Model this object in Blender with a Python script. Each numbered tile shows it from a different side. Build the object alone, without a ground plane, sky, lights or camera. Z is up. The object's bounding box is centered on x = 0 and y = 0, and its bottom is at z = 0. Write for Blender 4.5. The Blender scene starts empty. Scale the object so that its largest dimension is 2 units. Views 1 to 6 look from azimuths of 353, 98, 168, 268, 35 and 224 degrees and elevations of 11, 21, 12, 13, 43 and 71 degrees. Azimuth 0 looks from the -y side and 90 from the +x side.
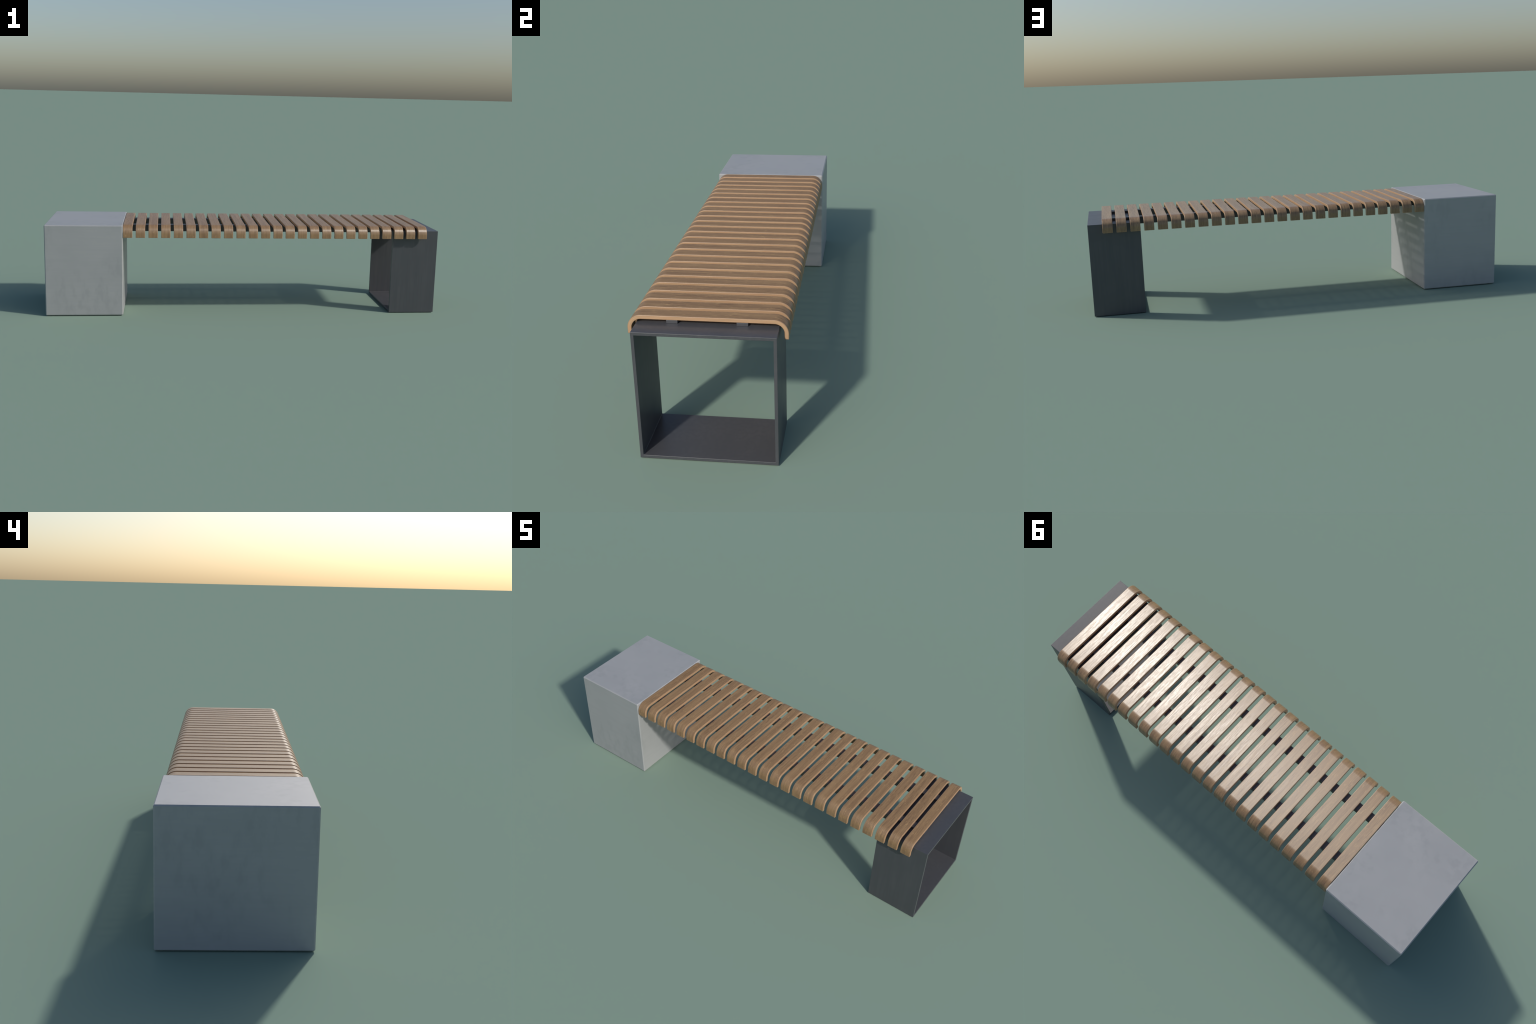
"""Street bench: a chamfered concrete block at one end, a dark steel box frame at
the other, two square steel rails between them and 25 bent plywood slats on top."""
import bpy, bmesh, math
from mathutils import Vector, Matrix

# ------------------------------------------------------------------ sizes (metres)
BLOCK_X0, BLOCK_X1 = -1.0, -0.6184
BLOCK_HALF_Y, BLOCK_TOP, BLOCK_CHAMFER = 0.2447, 0.4568, 0.0042
FRAME_X0, FRAME_X1 = 0.7615, 1.0
FRAME_HALF_Y, FRAME_TOP, FRAME_WALL = 0.2160, 0.4327, 0.0104
SLAT_COUNT, SLAT_FIRST_X, SLAT_LAST_X = 25, -0.6172, 0.9334
SLAT_WIDTH, SLAT_THICK = 0.0460, 0.0132
SLAT_HALF_Y, SLAT_TOP, SLAT_BOTTOM, SLAT_BEND = 0.2436, 0.4569, 0.3952, 0.0430
RAIL_Y0, RAIL_Y1 = 0.0887, 0.1235
RAIL_TOP, RAIL_BOTTOM = SLAT_TOP - SLAT_THICK - 0.0002, 0.4100

scene = bpy.context.scene


# ------------------------------------------------------------------ node helpers
class Nodes:
    def __init__(self, name):
        self.mat = bpy.data.materials.new(name)
        self.mat.use_nodes = True
        self.tree = self.mat.node_tree
        self.bsdf = self.tree.nodes["Principled BSDF"]

    def new(self, kind, **props):
        n = self.tree.nodes.new(kind)
        for k, v in props.items():
            setattr(n, k, v)
        return n

    def put(self, socket, value):
        if isinstance(value, bpy.types.NodeSocket):
            self.tree.links.new(value, socket)
        else:
            socket.default_value = value

    def math(self, op, a, b=0.0, c=None, clamp=False):
        n = self.new("ShaderNodeMath", operation=op, use_clamp=clamp)
        self.put(n.inputs[0], a)
        self.put(n.inputs[1], b)
        if c is not None:
            self.put(n.inputs[2], c)
        return n.outputs[0]

    def combine(self, x, y, z):
        n = self.new("ShaderNodeCombineXYZ")
        for i, v in enumerate((x, y, z)):
            self.put(n.inputs[i], v)
        return n.outputs[0]

    def noise(self, vector, scale, detail=3.0, rough=0.55, distort=0.0):
        n = self.new("ShaderNodeTexNoise")
        self.put(n.inputs["Vector"], vector)
        n.inputs["Scale"].default_value = scale
        n.inputs["Detail"].default_value = detail
        n.inputs["Roughness"].default_value = rough
        n.inputs["Distortion"].default_value = distort
        return n.outputs[0]

    def remap(self, v, a, b, c, d):
        n = self.new("ShaderNodeMapRange", interpolation_type="SMOOTHSTEP")
        self.put(n.inputs[0], v)
        for i, x in enumerate((a, b, c, d)):
            self.put(n.inputs[i + 1], x)
        return n.outputs[0]

    def mix(self, fac, a, b):
        n = self.new("ShaderNodeMix", data_type="RGBA")
        self.put(n.inputs[0], fac)
        self.put(n.inputs[6], a)
        self.put(n.inputs[7], b)
        return n.outputs[2]

    def mapped(self, vector, scale=(1, 1, 1), loc=(0, 0, 0)):
        n = self.new("ShaderNodeMapping")
        self.put(n.inputs["Vector"], vector)
        n.inputs["Scale"].default_value = scale
        n.inputs["Location"].default_value = loc
        return n.outputs[0]

    def lean(self, vector):
        """Surface normal leaning by a small constant vector (the lie of the fibres)."""
        g = self.new("ShaderNodeNewGeometry")
        add, unit = self.new("ShaderNodeVectorMath", operation="ADD"), self.new("ShaderNodeVectorMath", operation="NORMALIZE")
        self.put(add.inputs[0], g.outputs["Normal"])
        add.inputs[1].default_value = vector
        self.put(unit.inputs[0], add.outputs[0])
        return unit.outputs[0]

    def bump(self, height, strength, distance, normal=None):
        n = self.new("ShaderNodeBump")
        n.inputs["Strength"].default_value = strength
        n.inputs["Distance"].default_value = distance
        self.put(n.inputs["Height"], height)
        if normal is not None:
            self.put(n.inputs["Normal"], normal)
        self.put(self.bsdf.inputs["Normal"], n.outputs[0])


def rgb(r, g, b):
    return (r, g, b, 1.0)


# ------------------------------------------------------------------ materials
def concrete_material():
    m = Nodes("smooth_concrete")
    obj = m.new("ShaderNodeTexCoord").outputs["Object"]
    cloud = m.noise(obj, 6.0, 3.0, 0.5, 0.3)                                       # broad clouding
    smear = m.noise(m.mapped(obj, (1, 1, 0.5), (3, 1, 5)), 32.0, 3.0, 0.55, 0.15)   # trowel blotches
    where = m.noise(m.mapped(obj, (1, 1, 0.8), (2.3, 8.1, 6.4)), 5.0, 2.0, 0.5)
    brush = m.noise(m.mapped(obj, (0.07, 0.07, 1)), 90.0, 3.0, 0.6)                # long level strokes
    grain = m.noise(obj, 260.0, 2.0, 0.6)
    blot = m.math("MULTIPLY", m.remap(smear, 0.42, 0.68, 0, 1), m.remap(where, 0.44, 0.60, 0, 1))
    col = m.mix(m.remap(cloud, 0.3, 0.7, 0, 1), rgb(*CONCRETE_DARK), rgb(*CONCRETE_LIGHT))
    col = m.mix(m.math("MULTIPLY", blot, 0.58), col, rgb(*CONCRETE_BLOTCH))
    col = m.mix(m.remap(brush, 0.3, 0.7, 0.0, 0.22), col, rgb(*CONCRETE_BLOTCH))
    col = m.mix(m.remap(grain, 0.35, 0.65, 0.0, 0.10), col, rgb(*CONCRETE_BLOTCH))
    m.put(m.bsdf.inputs["Base Color"], col)
    m.put(m.bsdf.inputs["Roughness"], m.remap(cloud, 0.3, 0.7, 0.43, 0.48))
    m.put(m.bsdf.inputs["Specular IOR Level"], 0.65)
    m.bump(grain, 0.12, 0.0004)
    return m.mat


def steel_material():
    m = Nodes("painted_dark_steel")
    obj = m.new("ShaderNodeTexCoord").outputs["Object"]
    streak = m.noise(m.mapped(obj, (1, 1, 0.06)), 70.0, 4.0, 0.6)             # faint upright streaks
    cloud = m.noise(obj, 9.0, 3.0, 0.55, 0.4)
    col = m.mix(m.remap(streak, 0.3, 0.7, 0, 1), rgb(*STEEL_DARK), rgb(*STEEL_LIGHT))
    col = m.mix(m.remap(cloud, 0.35, 0.65, 0, 0.6), col, rgb(*STEEL_DARK))
    m.put(m.bsdf.inputs["Base Color"], col)
    m.put(m.bsdf.inputs["Roughness"], m.remap(cloud, 0.3, 0.7, STEEL_ROUGH - 0.015, STEEL_ROUGH + 0.015))
    m.put(m.bsdf.inputs["Specular IOR Level"], STEEL_SPEC)
    return m.mat


def grain_coordinates(m):
    """Slat coordinates: across the slat, along it (unrolled round the bends), and a
    number of its own for every slat, so that no two slats carry the same figure."""
    sep = m.new("ShaderNodeSeparateXYZ")
    m.put(sep.inputs[0], m.new("ShaderNodeTexCoord").outputs["Object"])
    x, y, z = sep.outputs
    along = m.math("SUBTRACT", y, m.math("MULTIPLY", m.math("SIGN", y), z))
    seed = m.new("ShaderNodeObjectInfo").outputs["Random"]
    return x, y, z, along, seed


def veneer_material():
    m = Nodes("slat_veneer")
    x, y, z, along, seed = grain_coordinates(m)
    far = m.math("MULTIPLY", seed, 91.0)
    bend = m.noise(m.combine(m.math("MULTIPLY", x, 6.0), m.math("MULTIPLY", along, 4.0), far), 1.0, 2.0)
    xw = m.math("ADD", x, m.math("MULTIPLY", bend, 0.012))                    # grain lines wander
    fibre = m.noise(m.combine(m.math("MULTIPLY", xw, 330.0), m.math("MULTIPLY", along, 14.0), far), 1.0, 4.0, 0.62)
    band = m.noise(m.combine(m.math("MULTIPLY", xw, 90.0), m.math("MULTIPLY", along, 3.2), far), 1.0, 3.0, 0.55, 0.5)
    fleck = m.noise(m.combine(m.math("MULTIPLY", xw, 230.0), m.math("MULTIPLY", along, 46.0), far), 1.0, 3.0, 0.6)
    col = m.mix(m.remap(band, 0.32, 0.68, 0, 1), rgb(*VENEER_DARK), rgb(*VENEER_LIGHT))
    lines = m.math("MULTIPLY", m.remap(fibre, 0.50, 0.70, 0, 1), m.remap(seed, 0, 1, 0.25, 0.85))
    col = m.mix(lines, col, rgb(*VENEER_LINE))
    col = m.mix(m.math("MULTIPLY", m.remap(fleck, 0.55, 0.73, 0, 1), 0.56), col, rgb(*VENEER_FLECK))
    m.put(m.bsdf.inputs["Base Color"], col)
    height = m.math("ADD", m.math("MULTIPLY", fibre, 0.6), m.math("MULTIPLY", fleck, 0.4))
    m.put(m.bsdf.inputs["Roughness"], m.remap(height, 0.35, 0.65, VENEER_ROUGH - 0.045, VENEER_ROUGH + 0.045))
    m.put(m.bsdf.inputs["Specular IOR Level"], VENEER_SPEC)
    m.put(m.bsdf.inputs["Anisotropic"], VENEER_STRETCH)     # fibres run along y, so gloss spreads across
    m.put(m.bsdf.inputs["Tangent"], m.combine(1.0, 0.0, 0.0))
    m.bump(height, 0.16, 0.0005, m.lean(VENEER_LEAN))
    return m.mat


def edge_material(name, tone):
    m = Nodes(name)
    shade = lambda c: rgb(*(v * tone for v in c))
    x, y, z, along, seed = grain_coordinates(m)
    # depth below the outer face, following the bends: rounded-corner distance
    qy = m.math("MAXIMUM", m.math("SUBTRACT", m.math("ABSOLUTE", y), SLAT_HALF_Y - SLAT_BEND), 0.0)
    qz = m.math("MAXIMUM", m.math("ADD", z, SLAT_BEND), 0.0)
    depth = m.math("SQRT", m.math("ADD", m.math("MULTIPLY", qy, qy), m.math("MULTIPLY", qz, qz)))
    far = m.math("MULTIPLY", seed, 57.0)
    fibre = m.noise(m.combine(m.math("MULTIPLY", depth, 420.0), m.math("MULTIPLY", along, 9.0), far), 1.0, 3.0, 0.6)
    cloud = m.noise(m.combine(m.math("MULTIPLY", depth, 60.0), m.math("MULTIPLY", along, 26.0), far), 1.0, 2.0, 0.5)
    col = m.mix(m.remap(fibre, 0.3, 0.7, 0, 1), shade(EDGE_DARK), shade(EDGE_LIGHT))
    col = m.mix(m.remap(cloud, 0.4, 0.7, 0, 0.4), col, shade(EDGE_WARM))
    m.put(m.bsdf.inputs["Base Color"], col)
    m.put(m.bsdf.inputs["Roughness"], VENEER_ROUGH)
    m.put(m.bsdf.inputs["Specular IOR Level"], VENEER_SPEC)
    return m.mat


CONCRETE_DARK, CONCRETE_LIGHT, CONCRETE_BLOTCH = (0.354, 0.361, 0.366), (0.372, 0.377, 0.381), (0.302, 0.312, 0.317)
STEEL_DARK, STEEL_LIGHT, STEEL_ROUGH, STEEL_SPEC = (0.062, 0.065, 0.073), (0.075, 0.077, 0.085), 0.38, 0.58
VENEER_DARK, VENEER_LIGHT = (0.213, 0.130, 0.066), (0.278, 0.176, 0.089)
VENEER_LINE, VENEER_FLECK = (0.125, 0.072, 0.038), (0.42, 0.270, 0.125)
VENEER_ROUGH, VENEER_SPEC, VENEER_LEAN, VENEER_STRETCH = 0.365, 0.59, (0.20, -0.08, 0.0), 0.45
EDGE_DARK, EDGE_LIGHT, EDGE_WARM = (0.445, 0.280, 0.158), (0.530, 0.338, 0.194), (0.495, 0.292, 0.164)

concrete, steel = concrete_material(), steel_material()
veneer = veneer_material()
plyedge, arris = edge_material("slat_plywood_edge", 1.0), edge_material("slat_oiled_arris", 0.76)


# ------------------------------------------------------------------ geometry helpers
def finish(bm, name, mats, bevel, segments, edge_mat=-1, limit=40):
    """Mesh from bmesh, its sharp edges chamfered flat (one segment) or rounded off."""
    bmesh.ops.recalc_face_normals(bm, faces=bm.faces[:])
    for f in bm.faces:
        f.smooth = segments > 1
    raw = bpy.data.meshes.new(name)
    bm.to_mesh(raw)
    bm.free()
    for mat in mats:
        raw.materials.append(mat)
    tmp = bpy.data.objects.new(name, raw)
    scene.collection.objects.link(tmp)
    b = tmp.modifiers.new("Bevel", "BEVEL")
    b.width, b.segments, b.limit_method, b.angle_limit = bevel, segments, "ANGLE", math.radians(limit)
    b.material, b.harden_normals = edge_mat, segments > 1
    dg = bpy.context.evaluated_depsgraph_get()
    done = bpy.data.meshes.new_from_object(tmp.evaluated_get(dg))
    bpy.data.objects.remove(tmp)
    bpy.data.meshes.remove(raw)
    done.name = name
    return done


def part(mesh, name, parent, location=(0, 0, 0)):
    o = bpy.data.objects.new(name, mesh)
    scene.collection.objects.link(o)
    o.location = location
    o.parent = parent
    return o


def box(bm, x0, x1, y0, y1, z0, z1):
    centre = Vector(((x0 + x1) / 2, (y0 + y1) / 2, (z0 + z1) / 2))
    bmesh.ops.create_cube(bm, size=1.0, matrix=Matrix.Translation(centre) @ Matrix.Diagonal((x1 - x0, y1 - y0, z1 - z0, 1)))


# ------------------------------------------------------------------ the bench
bench = bpy.data.objects.new("slatted_bench", None)
scene.collection.objects.link(bench)
bench.empty_display_size = 0.1
bench["label"] = "bench of bent wooden slats on concrete block and dark steel frame"
bench["category"] = "bench"

# concrete block: every edge chamfered flat
bm = bmesh.new()
box(bm, BLOCK_X0, BLOCK_X1, -BLOCK_HALF_Y, BLOCK_HALF_Y, 0.0, BLOCK_TOP)
part(finish(bm, "concrete_block", [concrete], BLOCK_CHAMFER, 1), "concrete_block", bench)

# steel frame: one closed rectangular tube of plate, open along x
bm = bmesh.new()
w = FRAME_WALL
outer = [(-FRAME_HALF_Y, 0), (FRAME_HALF_Y, 0), (FRAME_HALF_Y, FRAME_TOP), (-FRAME_HALF_Y, FRAME_TOP)]
inner = [(-FRAME_HALF_Y + w, w), (FRAME_HALF_Y - w, w), (FRAME_HALF_Y - w, FRAME_TOP - w), (-FRAME_HALF_Y + w, FRAME_TOP - w)]
ring = {(k, x): [bm.verts.new((x, y, z)) for y, z in pts] for k, pts in (("o", outer), ("i", inner)) for x in (FRAME_X0, FRAME_X1)}
for i in range(4):
    j = (i + 1) % 4
    for k in "oi":
        bm.faces.new((ring[k, FRAME_X0][i], ring[k, FRAME_X0][j], ring[k, FRAME_X1][j], ring[k, FRAME_X1][i]))
    for x in (FRAME_X0, FRAME_X1):
        bm.faces.new((ring["o", x][i], ring["o", x][j], ring["i", x][j], ring["i", x][i]))
part(finish(bm, "steel_frame", [steel], 0.0012, 3), "steel_frame", bench)

# two square rails: full depth between block and frame, a thin tongue over the frame
for side in (-1, 1):
    ya, yb = sorted((side * RAIL_Y0, side * RAIL_Y1))
    bm = bmesh.new()
    x0, x1, x2 = BLOCK_X1 - 0.001, FRAME_X0 - 0.0005, SLAT_LAST_X - 0.0006
    lip = FRAME_TOP + 0.0002
    side_view = [(x0, RAIL_BOTTOM), (x1, RAIL_BOTTOM), (x1, lip), (x2, lip), (x2, RAIL_TOP), (x0, RAIL_TOP)]
    near, away = ([bm.verts.new((x, y, z)) for x, z in side_view] for y in (ya, yb))
    bm.faces.new(near)
    bm.faces.new(away)
    for i in range(6):
        j = (i + 1) % 6
        bm.faces.new((near[i], near[j], away[j], away[i]))
    part(finish(bm, "support_rail", [steel], 0.0009, 2), "support_rail", bench)

# slats: flat strip, quarter bend and short leg at either end, all of one thickness
BEND_STEPS = 14
spine = [(0.0, 0.0, 0.0)]                                   # y, z of the outer face, turn angle
flat = SLAT_HALF_Y - SLAT_BEND
half = [(flat + SLAT_BEND * math.sin(a), -SLAT_BEND * (1 - math.cos(a)), a)
        for a in (math.pi / 2 * k / BEND_STEPS for k in range(BEND_STEPS + 1))]
half.append((SLAT_HALF_Y, SLAT_BOTTOM - SLAT_TOP, math.pi / 2))
spine = [(-y, z, -a) for y, z, a in reversed(half)] + half
bm = bmesh.new()
rows = []
for y, z, a in spine:
    iy, iz = y - SLAT_THICK * math.sin(a), z - SLAT_THICK * math.cos(a)
    h = SLAT_WIDTH / 2
    rows.append([bm.verts.new(p) for p in ((-h, y, z), (h, y, z), (h, iy, iz), (-h, iy, iz))])
for a, b in zip(rows, rows[1:]):
    for i in range(4):
        j = (i + 1) % 4
        f = bm.faces.new((a[i], a[j], b[j], b[i]))
        f.material_index = i % 2                            # outer and inner face 0, sides 1
for end in (rows[0], rows[-1]):
    bm.faces.new(end).material_index = 1
slat_mesh = finish(bm, "slat", [veneer, plyedge, arris], 0.0020, 3, edge_mat=2)

pitch = (SLAT_LAST_X - SLAT_FIRST_X - SLAT_WIDTH) / (SLAT_COUNT - 1)
for n in range(SLAT_COUNT):
    part(slat_mesh, "slat", bench, (SLAT_FIRST_X + SLAT_WIDTH / 2 + n * pitch, 0, SLAT_TOP))
